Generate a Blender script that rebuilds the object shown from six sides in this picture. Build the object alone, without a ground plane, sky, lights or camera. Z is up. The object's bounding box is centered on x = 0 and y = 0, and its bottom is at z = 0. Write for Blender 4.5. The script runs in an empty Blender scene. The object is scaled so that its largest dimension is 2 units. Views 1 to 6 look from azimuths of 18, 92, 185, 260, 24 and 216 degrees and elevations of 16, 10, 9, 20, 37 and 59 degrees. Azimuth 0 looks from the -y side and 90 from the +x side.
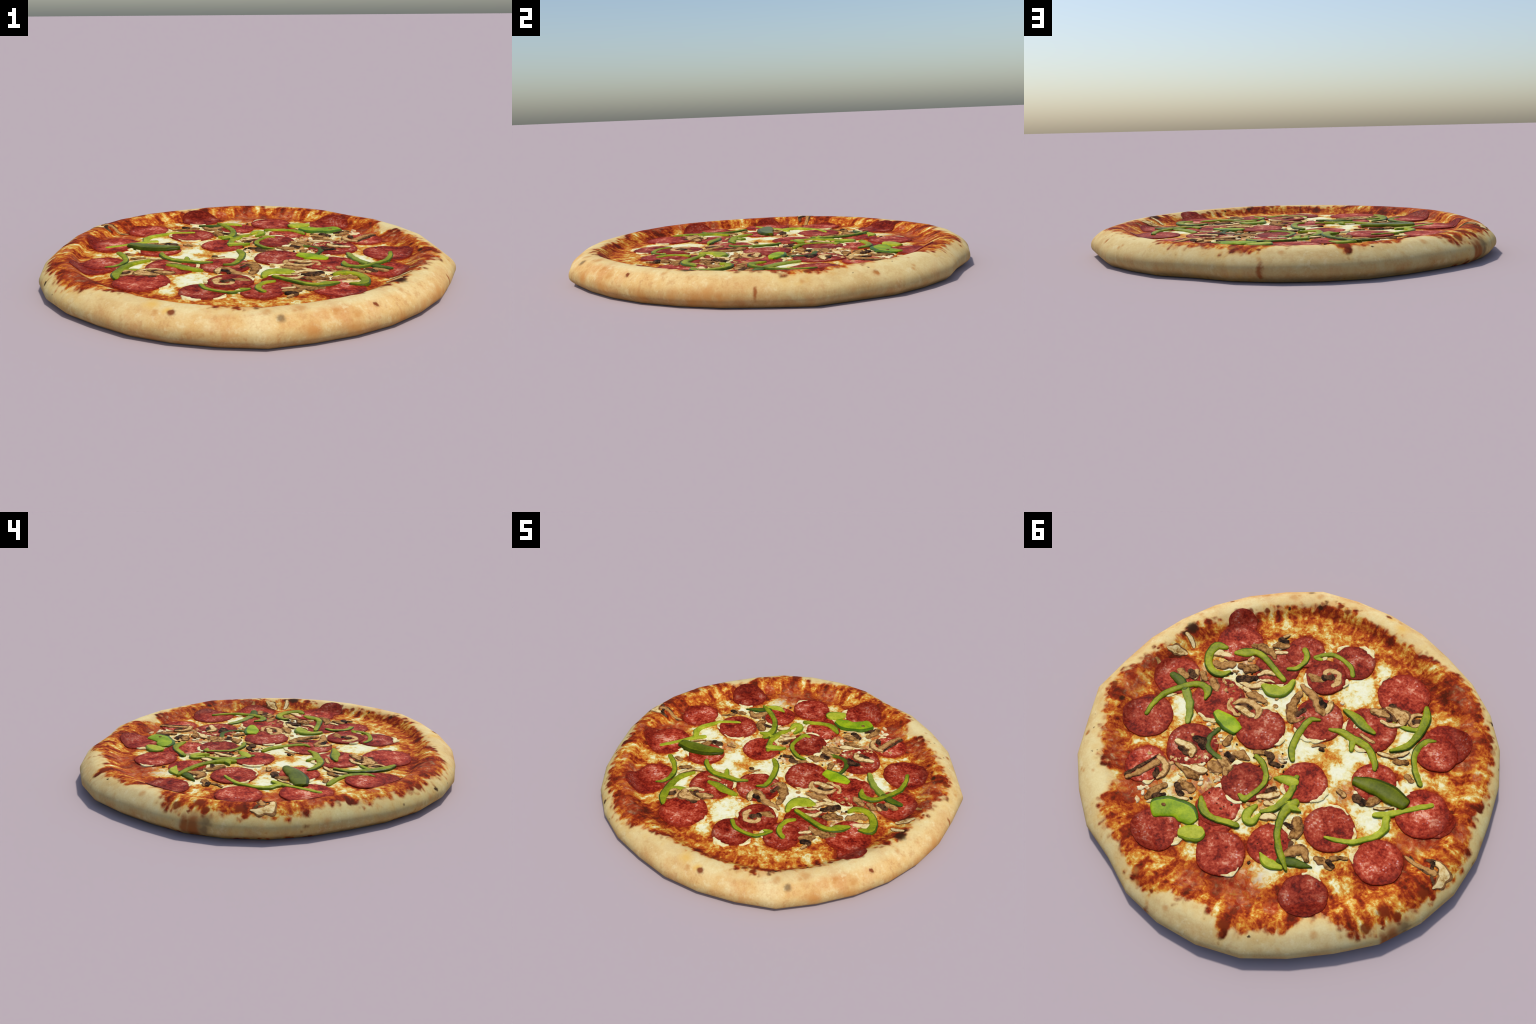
"""A whole baked pizza: puffy rim crust, browned cheese, pepperoni slices,
green pepper strips and sliced mushrooms, built part by part."""
import bpy, math, random
import numpy as np
from mathutils import noise, Vector

random.seed(7)
TAU = math.tau

# ------------------------------------------------------------------ shape data
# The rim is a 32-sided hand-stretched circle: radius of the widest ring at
# every 11.25 degrees (0 = +x, counter-clockwise).
RIM = [.995, 1.021, .992, .999, .987, .985, .958, .990, 1.003, 1.010, 1.012, .996, .994, 1.012, 1.017, 1.015,
       1.000, .986, .997, 1.009, 1.010, 1.003, .991, 1.000, 1.004, 1.012, 1.030, 1.010, 1.003, .999, .995, .996]
FLAT = 0.096        # height of the filling
# dough cross-section, (share of rim radius, height); the fold is where the
# flat filling turns up into the raised rim
SECTION = [(0.0, .095), (.30, .0955), (.60, .0960), ("prefold", .0962), ("fold", .0970), ("slope", .1165), (.862, .1340), (.893, .1365), (.930, .1290),
           (.962, .110), (.988, .085), (1.0, .060), (.996, .030), (.962, .0)]
# outer edge of the browned cheese: (angle in degrees, share of rim radius)
CHEESE_EDGE = [(4, 0.917), (10, 0.925), (19, 0.911), (23, 0.904), (28, 0.894), (39, 0.864), (46, 0.833), (50, 0.874), (53, 0.915), (66, 0.948), (76, 0.949), (85, 0.947), (89, 0.903), (102, 0.871), (107, 0.953), (109, 0.929), (117, 0.923), (123, 0.922), (132, 0.866), (137, 0.935), (145, 0.971), (149, 0.959), (154, 0.959), (161, 0.969), (173, 0.975), (178, 0.976), (187, 0.932), (195, 0.959), (203, 0.956), (215, 0.962), (224, 0.953), (232, 0.972), (241, 0.928), (257, 0.863), (275, 0.869), (285, 0.887), (292, 0.851), (303, 0.852), (327, 0.84), (335, 0.888), (341, 0.873), (350, 0.877), (356, 0.891)]

# pepperoni: x, y, radius, layer
PEPPERONI = [
    (0.066, -0.455, 0.105, 3),
    (-0.001, -0.610, 0.107, 1),
    (0.241, -0.533, 0.101, 1),
    (0.553, -0.401, 0.118, 1),
    (0.610, -0.513, 0.074, 0),
    (0.305, -0.375, 0.115, 0),
    (0.696, -0.059, 0.115, 0),
    (0.668, 0.207, 0.122, 1),
    (0.441, -0.057, 0.129, 1),
    (0.171, -0.025, 0.120, 2),
    (-0.036, -0.220, 0.124, 1),
    (-0.277, -0.305, 0.124, 1),
    (-0.311, -0.569, 0.128, 2),
    (-0.605, -0.361, 0.100, 2),
    (-0.620, -0.428, 0.109, 1),
    (-0.437, -0.069, 0.103, 1),
    (-0.701, -0.040, 0.122, 2),
    (-0.779, -0.037, 0.077, 1),
    (-0.171, 0.106, 0.106, 2),
    (-0.390, 0.248, 0.116, 2),
    (-0.655, 0.270, 0.110, 2),
    (-0.212, 0.455, 0.100, 1),
    (-0.058, 0.609, 0.110, 2),
    (0.257, 0.670, 0.113, 1),
    (0.090, 0.424, 0.102, 1),
    (0.057, 0.490, 0.082, 0),
    (0.062, 0.262, 0.108, 2),
    (0.507, 0.430, 0.100, 1),
    (0.387, 0.231, 0.124, 1),
    (-0.471, 0.580, 0.105, 1),
]
# green pepper pieces: tone, layer, spine of (x, y, width)
PEPPERS = [
    ('mid', 1, [(0.681, 0.205, 0.021), (0.690, 0.126, 0.029), (0.679, 0.057, 0.032), (0.643, -0.005, 0.032), (0.596, -0.061, 0.033), (0.551, -0.080, 0.037), (0.509, -0.068, 0.045), (0.492, -0.020, 0.016)]),
    ('dark', 0, [(0.716, -0.053, 0.037), (0.668, -0.045, 0.051), (0.617, -0.019, 0.042)]),
    ('pale', 0, [(0.612, -0.015, 0.045), (0.557, 0.026, 0.042), (0.516, 0.074, 0.039), (0.484, 0.133, 0.028)]),
    ('mid', 1, [(0.595, -0.336, 0.028), (0.639, -0.322, 0.050), (0.644, -0.267, 0.044), (0.612, -0.207, 0.041), (0.558, -0.178, 0.040), (0.511, -0.187, 0.037), (0.490, -0.218, 0.021)]),
    ('mid', 1, [(0.529, -0.338, 0.027), (0.492, -0.366, 0.060), (0.447, -0.395, 0.038), (0.391, -0.391, 0.034), (0.336, -0.369, 0.033), (0.286, -0.347, 0.033), (0.235, -0.327, 0.027)]),
    ('mid', 1, [(0.248, -0.543, 0.033), (0.214, -0.510, 0.033), (0.208, -0.463, 0.028), (0.221, -0.422, 0.028), (0.253, -0.396, 0.021)]),
    ('mid', 1, [(0.180, -0.532, 0.022), (0.146, -0.573, 0.025), (0.104, -0.596, 0.025), (0.044, -0.591, 0.026), (-0.006, -0.573, 0.027), (-0.040, -0.535, 0.024)]),
    ('lime', 1, [(0.177, -0.531, 0.022), (0.148, -0.535, 0.022)]),
    ('lime', 1, [(0.292, -0.241, 0.037), (0.249, -0.241, 0.073), (0.207, -0.255, 0.063), (0.188, -0.295, 0.045), (0.190, -0.343, 0.026)]),
    ('bright', 1, [(0.404, 0.014, 0.036), (0.359, 0.025, 0.071), (0.305, 0.036, 0.086), (0.252, 0.047, 0.060)]),
    ('mid', 1, [(-0.044, -0.220, 0.013), (-0.006, -0.199, 0.030), (0.001, -0.138, 0.035), (-0.003, -0.082, 0.035), (-0.014, -0.031, 0.034), (-0.031, 0.008, 0.034), (-0.056, 0.036, 0.027)]),
    ('mid', 1, [(-0.116, -0.335, 0.020), (-0.160, -0.330, 0.041), (-0.198, -0.321, 0.053), (-0.246, -0.303, 0.045), (-0.297, -0.297, 0.025)]),
    ('mid', 1, [(-0.115, -0.201, 0.018), (-0.172, -0.222, 0.035), (-0.239, -0.217, 0.042), (-0.297, -0.217, 0.039), (-0.348, -0.193, 0.034), (-0.388, -0.156, 0.031), (-0.406, -0.125, 0.019)]),
    ('lime', 1, [(-0.241, -0.206, 0.035), (-0.258, -0.159, 0.022)]),
    ('mid', 1, [(-0.441, -0.560, 0.025), (-0.468, -0.511, 0.043), (-0.482, -0.441, 0.042), (-0.480, -0.375, 0.037), (-0.464, -0.313, 0.037), (-0.418, -0.258, 0.022)]),
    ('lime', 0, [(-0.346, -0.401, 0.009), (-0.412, -0.405, 0.025), (-0.463, -0.425, 0.030)]),
    ('mid', 1, [(-0.566, -0.415, 0.012), (-0.530, -0.392, 0.030), (-0.517, -0.345, 0.030), (-0.521, -0.293, 0.029), (-0.546, -0.248, 0.028), (-0.579, -0.207, 0.028), (-0.618, -0.172, 0.028)]),
    ('dark_big', 2, [(-0.355, -0.021, 0.043), (-0.410, -0.036, 0.071), (-0.477, -0.050, 0.089), (-0.548, -0.049, 0.090), (-0.618, -0.039, 0.062)]),
    ('lime', 1, [(-0.714, -0.101, 0.028), (-0.668, -0.055, 0.027), (-0.622, -0.006, 0.026), (-0.576, 0.042, 0.032), (-0.528, 0.079, 0.027)]),
    ('lime', 1, [(-0.399, 0.295, 0.013), (-0.455, 0.278, 0.024), (-0.512, 0.250, 0.027), (-0.551, 0.209, 0.028), (-0.587, 0.163, 0.031), (-0.596, 0.111, 0.038), (-0.579, 0.065, 0.036)]),
    ('mid', 1, [(0.095, 0.113, 0.024), (0.053, 0.126, 0.029), (0.006, 0.164, 0.028), (-0.017, 0.204, 0.027), (-0.016, 0.250, 0.026), (-0.005, 0.296, 0.027), (0.012, 0.331, 0.034), (0.039, 0.328, 0.023)]),
    ('mid', 1, [(-0.127, 0.107, 0.028), (-0.138, 0.149, 0.035), (-0.149, 0.196, 0.037), (-0.143, 0.259, 0.037), (-0.124, 0.307, 0.034), (-0.092, 0.345, 0.018)]),
    ('lime', 1, [(-0.042, 0.166, 0.009), (-0.080, 0.148, 0.045), (-0.125, 0.136, 0.057)]),
    ('lime', 1, [(-0.054, 0.332, 0.018), (-0.042, 0.378, 0.039), (-0.054, 0.414, 0.039), (-0.084, 0.408, 0.036), (-0.093, 0.362, 0.018)]),
    ('mid', 2, [(-0.193, 0.220, 0.037), (-0.180, 0.258, 0.044), (-0.181, 0.315, 0.036), (-0.202, 0.377, 0.031), (-0.232, 0.425, 0.029), (-0.265, 0.459, 0.032), (-0.305, 0.492, 0.030), (-0.341, 0.520, 0.015)]),
    ('lime', 2, [(-0.183, 0.248, 0.051), (-0.210, 0.250, 0.032), (-0.239, 0.247, 0.007)]),
    ('lime', 0, [(-0.203, 0.516, 0.011), (-0.253, 0.535, 0.046), (-0.314, 0.525, 0.026)]),
    ('dark', 0, [(-0.297, 0.498, 0.039), (-0.339, 0.476, 0.043), (-0.381, 0.464, 0.032), (-0.428, 0.448, 0.005)]),
    ('bright', 1, [(0.330, 0.599, 0.088), (0.290, 0.561, 0.109), (0.237, 0.538, 0.092), (0.183, 0.538, 0.101), (0.134, 0.552, 0.055)]),
    ('lime', 2, [(0.155, 0.634, 0.041), (0.132, 0.618, 0.068), (0.102, 0.602, 0.081), (0.082, 0.586, 0.081), (0.070, 0.567, 0.050)]),
    ('mid', 1, [(0.179, 0.435, 0.019), (0.144, 0.471, 0.044), (0.099, 0.491, 0.032), (0.050, 0.485, 0.031), (0.006, 0.472, 0.032), (-0.037, 0.463, 0.032)]),
    ('dark', 0, [(0.335, 0.087, 0.023), (0.341, 0.149, 0.027), (0.320, 0.194, 0.027), (0.278, 0.211, 0.029), (0.227, 0.216, 0.024)]),
]
# mushroom pieces: tone, layer, spine of (x, y, width)
MUSHROOMS = [
    ('cap', 0, [(0.386, -0.089, 0.031), (0.368, -0.050, 0.034), (0.325, -0.031, 0.031), (0.293, -0.035, 0.013)]),
    ('cap', 1, [(0.358, -0.077, 0.021), (0.339, -0.107, 0.031), (0.300, -0.125, 0.037), (0.253, -0.119, 0.041), (0.222, -0.091, 0.036), (0.223, -0.064, 0.020)]),
    ('gill', 0, [(0.338, -0.073, 0.021), (0.306, -0.094, 0.044), (0.264, -0.091, 0.041), (0.237, -0.072, 0.026)]),
    ('cream', 2, [(0.331, -0.064, 0.028), (0.294, -0.068, 0.038), (0.249, -0.064, 0.038)]),
    ('cap', 2, [(0.067, -0.447, 0.024), (0.086, -0.478, 0.032), (0.063, -0.503, 0.035), (0.024, -0.504, 0.040), (0.003, -0.461, 0.037), (0.009, -0.426, 0.024)]),
    ('gill', 3, [(0.069, -0.450, 0.042), (0.045, -0.466, 0.037)]),
    ('brown', 2, [(0.140, -0.421, 0.027), (0.105, -0.419, 0.064), (0.075, -0.425, 0.032)]),
    ('brown', 1, [(0.121, -0.304, 0.031), (0.120, -0.260, 0.041), (0.107, -0.207, 0.056), (0.087, -0.159, 0.051), (0.045, -0.154, 0.025), (0.030, -0.190, 0.020)]),
    ('gill', 1, [(0.062, -0.189, 0.025), (0.054, -0.228, 0.031)]),
    ('brown', 1, [(0.138, -0.348, 0.026), (0.083, -0.332, 0.039), (0.024, -0.302, 0.044), (-0.032, -0.264, 0.041)]),
    ('gill', 1, [(0.018, -0.326, 0.028), (-0.017, -0.301, 0.036)]),
    ('cream', 1, [(-0.046, -0.286, 0.036), (-0.033, -0.332, 0.036)]),
    ('cap', 2, [(-0.237, -0.405, 0.041), (-0.269, -0.415, 0.061), (-0.299, -0.418, 0.036)]),
    ('cap', 2, [(-0.287, -0.457, 0.031), (-0.340, -0.458, 0.061), (-0.367, -0.456, 0.081), (-0.384, -0.427, 0.045)]),
    ('cream', 2, [(-0.297, -0.377, 0.020), (-0.342, -0.380, 0.025), (-0.384, -0.408, 0.025)]),
    ('cap', 2, [(-0.437, -0.509, 0.018), (-0.408, -0.486, 0.025), (-0.408, -0.449, 0.025), (-0.433, -0.433, 0.025), (-0.458, -0.453, 0.018)]),
    ('gill', 1, [(-0.297, -0.477, 0.041), (-0.325, -0.455, 0.041), (-0.322, -0.406, 0.035)]),
    ('gill', 1, [(-0.429, -0.457, 0.030), (-0.446, -0.474, 0.025)]),
    ('brown', 2, [(0.533, 0.535, 0.019), (0.509, 0.497, 0.030), (0.486, 0.448, 0.034), (0.468, 0.399, 0.039)]),
    ('cap', 2, [(0.474, 0.371, 0.024), (0.435, 0.377, 0.036), (0.406, 0.414, 0.034), (0.411, 0.464, 0.012)]),
    ('gill', 2, [(0.444, 0.426, 0.022), (0.427, 0.458, 0.029)]),
    ('gill', 1, [(0.547, 0.525, 0.019), (0.528, 0.475, 0.017), (0.502, 0.414, 0.015), (0.486, 0.363, 0.007)]),
    ('cream', 2, [(0.454, 0.249, 0.035), (0.413, 0.242, 0.050), (0.372, 0.247, 0.042), (0.355, 0.274, 0.034)]),
    ('gill', 1, [(0.428, 0.274, 0.017), (0.393, 0.276, 0.025), (0.365, 0.283, 0.015)]),
    ('gill', 1, [(0.396, 0.189, 0.030), (0.358, 0.187, 0.045), (0.332, 0.214, 0.025)]),
    ('brown', 1, [(0.381, 0.351, 0.029), (0.330, 0.358, 0.036), (0.266, 0.362, 0.038)]),
    ('cream', 1, [(0.296, 0.323, 0.048), (0.261, 0.310, 0.043)]),
    ('brown', 1, [(0.390, 0.562, 0.033), (0.387, 0.523, 0.040), (0.362, 0.477, 0.038)]),
    ('gill', 1, [(0.368, 0.547, 0.019), (0.334, 0.513, 0.021)]),
    ('gill', 1, [(0.315, 0.440, 0.028), (0.274, 0.468, 0.035)]),
    ('brown', 0, [(0.287, 0.422, 0.043), (0.246, 0.419, 0.042)]),
    ('cream', 0, [(0.273, 0.491, 0.019), (0.231, 0.475, 0.019)]),
    ('brown', 1, [(0.702, -0.091, 0.038), (0.660, -0.082, 0.043)]),
    ('gill', 1, [(0.654, -0.115, 0.038), (0.628, -0.103, 0.043)]),
    ('cap', 1, [(0.634, -0.135, 0.027), (0.613, -0.099, 0.027)]),
    ('brown', 1, [(0.599, -0.137, 0.038), (0.569, -0.120, 0.037)]),
    ('brown', 1, [(0.530, -0.132, 0.037), (0.490, -0.101, 0.042)]),
    ('brown', 1, [(0.480, -0.425, 0.033), (0.440, -0.437, 0.044), (0.398, -0.435, 0.038)]),
    ('brown', 1, [(0.393, -0.445, 0.038), (0.353, -0.420, 0.027)]),
    ('gill', 0, [(0.457, -0.426, 0.022), (0.413, -0.432, 0.025)]),
    ('gill', 2, [(0.386, -0.531, 0.033), (0.359, -0.534, 0.033)]),
    ('brown', 2, [(0.390, -0.484, 0.033), (0.369, -0.505, 0.050), (0.341, -0.516, 0.033)]),
    ('cap', 2, [(0.381, -0.558, 0.022), (0.371, -0.579, 0.017)]),
    ('cream', 1, [(0.358, -0.453, 0.027), (0.321, -0.477, 0.022)]),
    ('brown', 1, [(0.463, -0.283, 0.038), (0.428, -0.291, 0.054), (0.392, -0.307, 0.038)]),
    ('cream', 1, [(0.355, -0.288, 0.024), (0.334, -0.324, 0.032), (0.291, -0.330, 0.016)]),
    ('gill', 1, [(0.422, -0.209, 0.037), (0.390, -0.237, 0.045), (0.358, -0.258, 0.032)]),
    ('cream', 1, [(0.397, -0.197, 0.026), (0.347, -0.209, 0.037), (0.311, -0.240, 0.047)]),
    ('cream', 1, [(0.322, -0.264, 0.016), (0.295, -0.285, 0.024), (0.269, -0.288, 0.011)]),
    ('brown', 1, [(0.328, -0.165, 0.037), (0.287, -0.172, 0.047), (0.243, -0.166, 0.031)]),
    ('cream', 1, [(0.361, -0.179, 0.032), (0.327, -0.173, 0.026)]),
    ('gill', 0, [(0.369, -0.315, 0.013), (0.311, -0.317, 0.016)]),
    ('brown', 0, [(0.578, -0.230, 0.043), (0.542, -0.238, 0.054), (0.510, -0.267, 0.049)]),
    ('cream', 0, [(0.642, -0.268, 0.027), (0.601, -0.295, 0.044), (0.554, -0.304, 0.033)]),
    ('gill', 1, [(0.068, 0.073, 0.020), (0.037, 0.078, 0.034), (0.026, 0.103, 0.024)]),
    ('gill', 1, [(0.016, 0.102, 0.029), (-0.016, 0.100, 0.027)]),
    ('brown', 1, [(0.112, 0.096, 0.024), (0.075, 0.078, 0.029)]),
    ('brown', 1, [(0.188, 0.152, 0.029), (0.156, 0.144, 0.046), (0.121, 0.146, 0.024)]),
    ('cap', 1, [(0.219, 0.217, 0.049), (0.182, 0.230, 0.063), (0.162, 0.266, 0.038)]),
    ('brown', 1, [(0.264, 0.093, 0.025), (0.257, 0.133, 0.035)]),
    ('gill', 1, [(0.215, 0.176, 0.029), (0.182, 0.192, 0.029)]),
    ('brown', 1, [(0.238, 0.267, 0.053), (0.204, 0.269, 0.048)]),
    ('cream', 1, [(-0.037, 0.287, 0.028), (-0.067, 0.262, 0.037), (-0.098, 0.230, 0.033)]),
    ('cream', 0, [(-0.083, 0.293, 0.028), (-0.110, 0.287, 0.023)]),
    ('gill', 0, [(-0.045, 0.246, 0.019), (-0.073, 0.209, 0.024)]),
    ('cream', 1, [(-0.110, 0.363, 0.032), (-0.127, 0.343, 0.041), (-0.155, 0.338, 0.027)]),
    ('brown', 1, [(-0.251, 0.296, 0.050), (-0.281, 0.334, 0.054), (-0.271, 0.374, 0.031)]),
    ('brown', 1, [(-0.299, 0.461, 0.031), (-0.321, 0.419, 0.062), (-0.358, 0.406, 0.048), (-0.388, 0.430, 0.030)]),
    ('gill', 1, [(-0.216, 0.336, 0.018), (-0.245, 0.334, 0.023)]),
    ('gill', 0, [(-0.289, 0.401, 0.027), (-0.311, 0.426, 0.022)]),
    ('brown', 0, [(-0.421, 0.403, 0.026), (-0.462, 0.397, 0.039), (-0.497, 0.407, 0.022)]),
    ('brown', 0, [(-0.476, 0.366, 0.022), (-0.502, 0.344, 0.024), (-0.532, 0.329, 0.017)]),
    ('gill', 1, [(-0.470, 0.387, 0.020), (-0.499, 0.395, 0.022)]),
    ('cream', 1, [(-0.868, 0.155, 0.026), (-0.902, 0.159, 0.059), (-0.925, 0.184, 0.062), (-0.928, 0.220, 0.044), (-0.915, 0.256, 0.012)]),
    ('brown', 1, [(-0.742, 0.180, 0.013), (-0.793, 0.189, 0.021), (-0.847, 0.200, 0.024), (-0.883, 0.200, 0.029)]),
    ('gill', 1, [(-0.831, 0.151, 0.013), (-0.859, 0.156, 0.026), (-0.865, 0.184, 0.021)]),
    ('gill', 0, [(-0.886, 0.223, 0.014), (-0.921, 0.250, 0.014)]),
    ('gill', 0, [(-0.759, 0.169, 0.011), (-0.817, 0.202, 0.014), (-0.864, 0.217, 0.009)]),
    ('brown', 1, [(-0.472, 0.043, 0.037), (-0.493, -0.006, 0.037)]),
    ('gill', 1, [(-0.410, 0.048, 0.042), (-0.448, 0.052, 0.037)]),
    ('cream', 2, [(-0.506, 0.050, 0.011), (-0.543, 0.028, 0.016), (-0.586, -0.009, 0.007)]),
    ('cream', 1, [(-0.375, -0.216, 0.017), (-0.425, -0.227, 0.024), (-0.473, -0.269, 0.024), (-0.488, -0.297, 0.012)]),
    ('brown', 0, [(-0.465, -0.219, 0.034), (-0.505, -0.239, 0.034)]),
    ('brown', 0, [(-0.544, -0.179, 0.024), (-0.575, -0.168, 0.028)]),
    ('cream', 0, [(0.818, -0.166, 0.033), (0.789, -0.182, 0.056), (0.756, -0.193, 0.041)]),
    ('cream', 0, [(0.794, -0.281, 0.029), (0.764, -0.271, 0.033), (0.741, -0.254, 0.025)]),
    ('brown', 0, [(0.825, -0.074, 0.033), (0.805, -0.069, 0.033)]),
    ('brown', 0, [(-0.096, -0.079, 0.015), (-0.115, -0.100, 0.020), (-0.142, -0.109, 0.015)]),
    ('gill', 0, [(-0.135, -0.085, 0.020), (-0.146, -0.086, 0.020)]),
    ('cap', 1, [(-0.252, -0.258, 0.015), (-0.292, -0.252, 0.022), (-0.323, -0.253, 0.020)]),
    ('cap', 1, [(-0.326, 0.061, 0.028), (-0.355, 0.066, 0.028)]),
]
CRUMBS = [
    (0.444, 0.543), (0.421, 0.600), (0.421, 0.558), (0.229, 0.285), (0.178, 0.326), (0.228, 0.377), (0.305, 0.113), (0.285, 0.132), (0.292, 0.245), (0.257, 0.178), (0.363, 0.574), (0.422, 0.528), (-0.214, -0.285), (-0.199, -0.283), (-0.333, 0.063), (-0.022, 0.046), (-0.001, 0.054), (-0.019, 0.073), (-0.081, -0.370), (0.335, -0.259), (0.301, -0.225), (0.446, -0.359), (0.140, -0.554), (0.359, -0.490), (0.390, 0.090), (0.451, 0.548), (0.361, 0.303), (0.157, 0.294), (0.179, 0.308), (0.242, 0.350)
]
# colour patches of the filling: kind, x, y, radius
PATCHES = [
    ('cream', 0.172, -0.212, 0.088),
    ('cream', -0.112, -0.480, 0.099),
    ('cream', 0.473, -0.247, 0.065),
    ('cream', -0.072, -0.025, 0.068),
    ('cream', -0.195, -0.195, 0.059),
    ('cream', 0.055, -0.070, 0.055),
    ('cream', -0.263, -0.025, 0.076),
    ('cream', -0.312, -0.157, 0.068),
    ('cream', -0.493, 0.128, 0.077),
    ('cream', -0.286, 0.159, 0.055),
    ('cream', -0.715, -0.248, 0.079),
    ('cream', -0.580, -0.124, 0.056),
    ('cream', -0.421, -0.343, 0.049),
    ('cream', 0.585, 0.078, 0.078),
    ('cream', 0.620, 0.325, 0.080),
    ('cream', 0.716, 0.349, 0.052),
    ('cream', -0.271, 0.583, 0.065),
    ('cream', 0.059, 0.686, 0.053),
    ('cream', -0.434, 0.454, 0.056),
    ('cream', -0.516, -0.516, 0.060),
    ('cream', -0.797, -0.169, 0.055),
    ('cream', -0.262, 0.621, 0.039),
    ('cream', -0.733, 0.148, 0.026),
    ('cream', -0.147, -0.651, 0.064),
    ('gold', -0.203, -0.079, 0.053),
    ('gold', -0.252, -0.067, 0.034),
    ('gold', -0.458, 0.110, 0.027),
    ('gold', -0.513, -0.146, 0.038),
    ('gold', -0.360, 0.116, 0.042),
    ('gold', -0.322, 0.555, 0.021),
    ('red', 0.703, -0.005, 0.080),
    ('red', 0.483, 0.551, 0.085),
    ('red', 0.235, 0.351, 0.072),
    ('red', -0.361, 0.051, 0.065),
    ('red', -0.722, 0.102, 0.071),
    ('red', -0.233, 0.651, 0.090),
    ('red', -0.175, 0.705, 0.077),
    ('red', -0.780, 0.053, 0.067),
    ('red', -0.662, -0.478, 0.080),
    ('red', 0.645, 0.470, 0.057),
    ('red', 0.724, 0.406, 0.037),
    ('red', 0.691, 0.296, 0.030),
    ('red', -0.739, -0.382, 0.056),
    ('red', 0.260, 0.385, 0.048),
    ('red', -0.044, 0.205, 0.057),
    ('red', 0.463, -0.333, 0.049),
    ('red', -0.537, -0.709, 0.047),
    ('gold', 0.401, -0.643, 0.081),
    ('gold', 0.225, -0.734, 0.106),
    ('gold', -0.116, -0.753, 0.103),
    ('gold', 0.498, -0.565, 0.070),
    ('dark', -0.096, -0.813, 0.043),
    ('dark', -0.483, -0.660, 0.042),
    ('dark', 0.812, -0.315, 0.050),
    ('dark', -0.174, 0.689, 0.026),
    ('gold', 0.221, 0.842, 0.065),
    ('gold', 0.141, 0.784, 0.054),
    ('red', -0.015, 0.784, 0.067),
    ('gold', -0.018, 0.915, 0.049),
    ('red', -0.257, 0.756, 0.066),
    ('red', -0.389, 0.697, 0.040),
    ('red', -0.889, -0.032, 0.044),
    ('gold', -0.883, 0.027, 0.043),
    ('gold', -0.839, -0.220, 0.037),
    ('gold', -0.606, 0.473, 0.088),
    ('red', -0.754, 0.270, 0.040),
    ('cream', -0.803, 0.387, 0.034),
    ('dark', -0.795, 0.467, 0.028),
    ('dark', -0.881, 0.297, 0.024),
    ('cream', -0.587, 0.671, 0.028),
    ('dark', -0.237, 0.873, 0.032),
    ('red', 0.845, 0.114, 0.073),
    ('red', 0.852, -0.033, 0.045),
    ('gold', 0.828, 0.061, 0.037),
    ('gold', 0.587, 0.540, 0.038),
    ('gold', 0.499, 0.625, 0.051),
    ('gold', 0.441, 0.679, 0.052),
    ('red', 0.633, 0.498, 0.028),
    ('gold', -0.587, -0.572, 0.037),
    ('red', -0.647, -0.567, 0.033),
    ('cream', -0.622, -0.508, 0.023),
    ('red', -0.822, -0.327, 0.033),
    ('gold', -0.920, -0.066, 0.045),
    ('red', -0.609, -0.669, 0.048),
    ('red', 0.347, 0.269, 0.073),
    ('red', 0.320, 0.155, 0.065),
    ('red', 0.406, 0.377, 0.058),
    ('red', 0.378, -0.287, 0.070),
    ('red', 0.369, -0.166, 0.063),
    ('red', 0.333, -0.418, 0.060),
    ('red', 0.588, -0.130, 0.064),
    ('red', -0.061, 0.277, 0.051),
    ('red', 0.196, 0.188, 0.063),
    ('red', 0.007, 0.090, 0.053),
    ('red', 0.275, 0.438, 0.061),
    ('red', 0.398, 0.495, 0.057),
    ('cream', -0.041, -0.876, 0.038),
    ('gold', -0.306, -0.753, 0.057),
]
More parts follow.
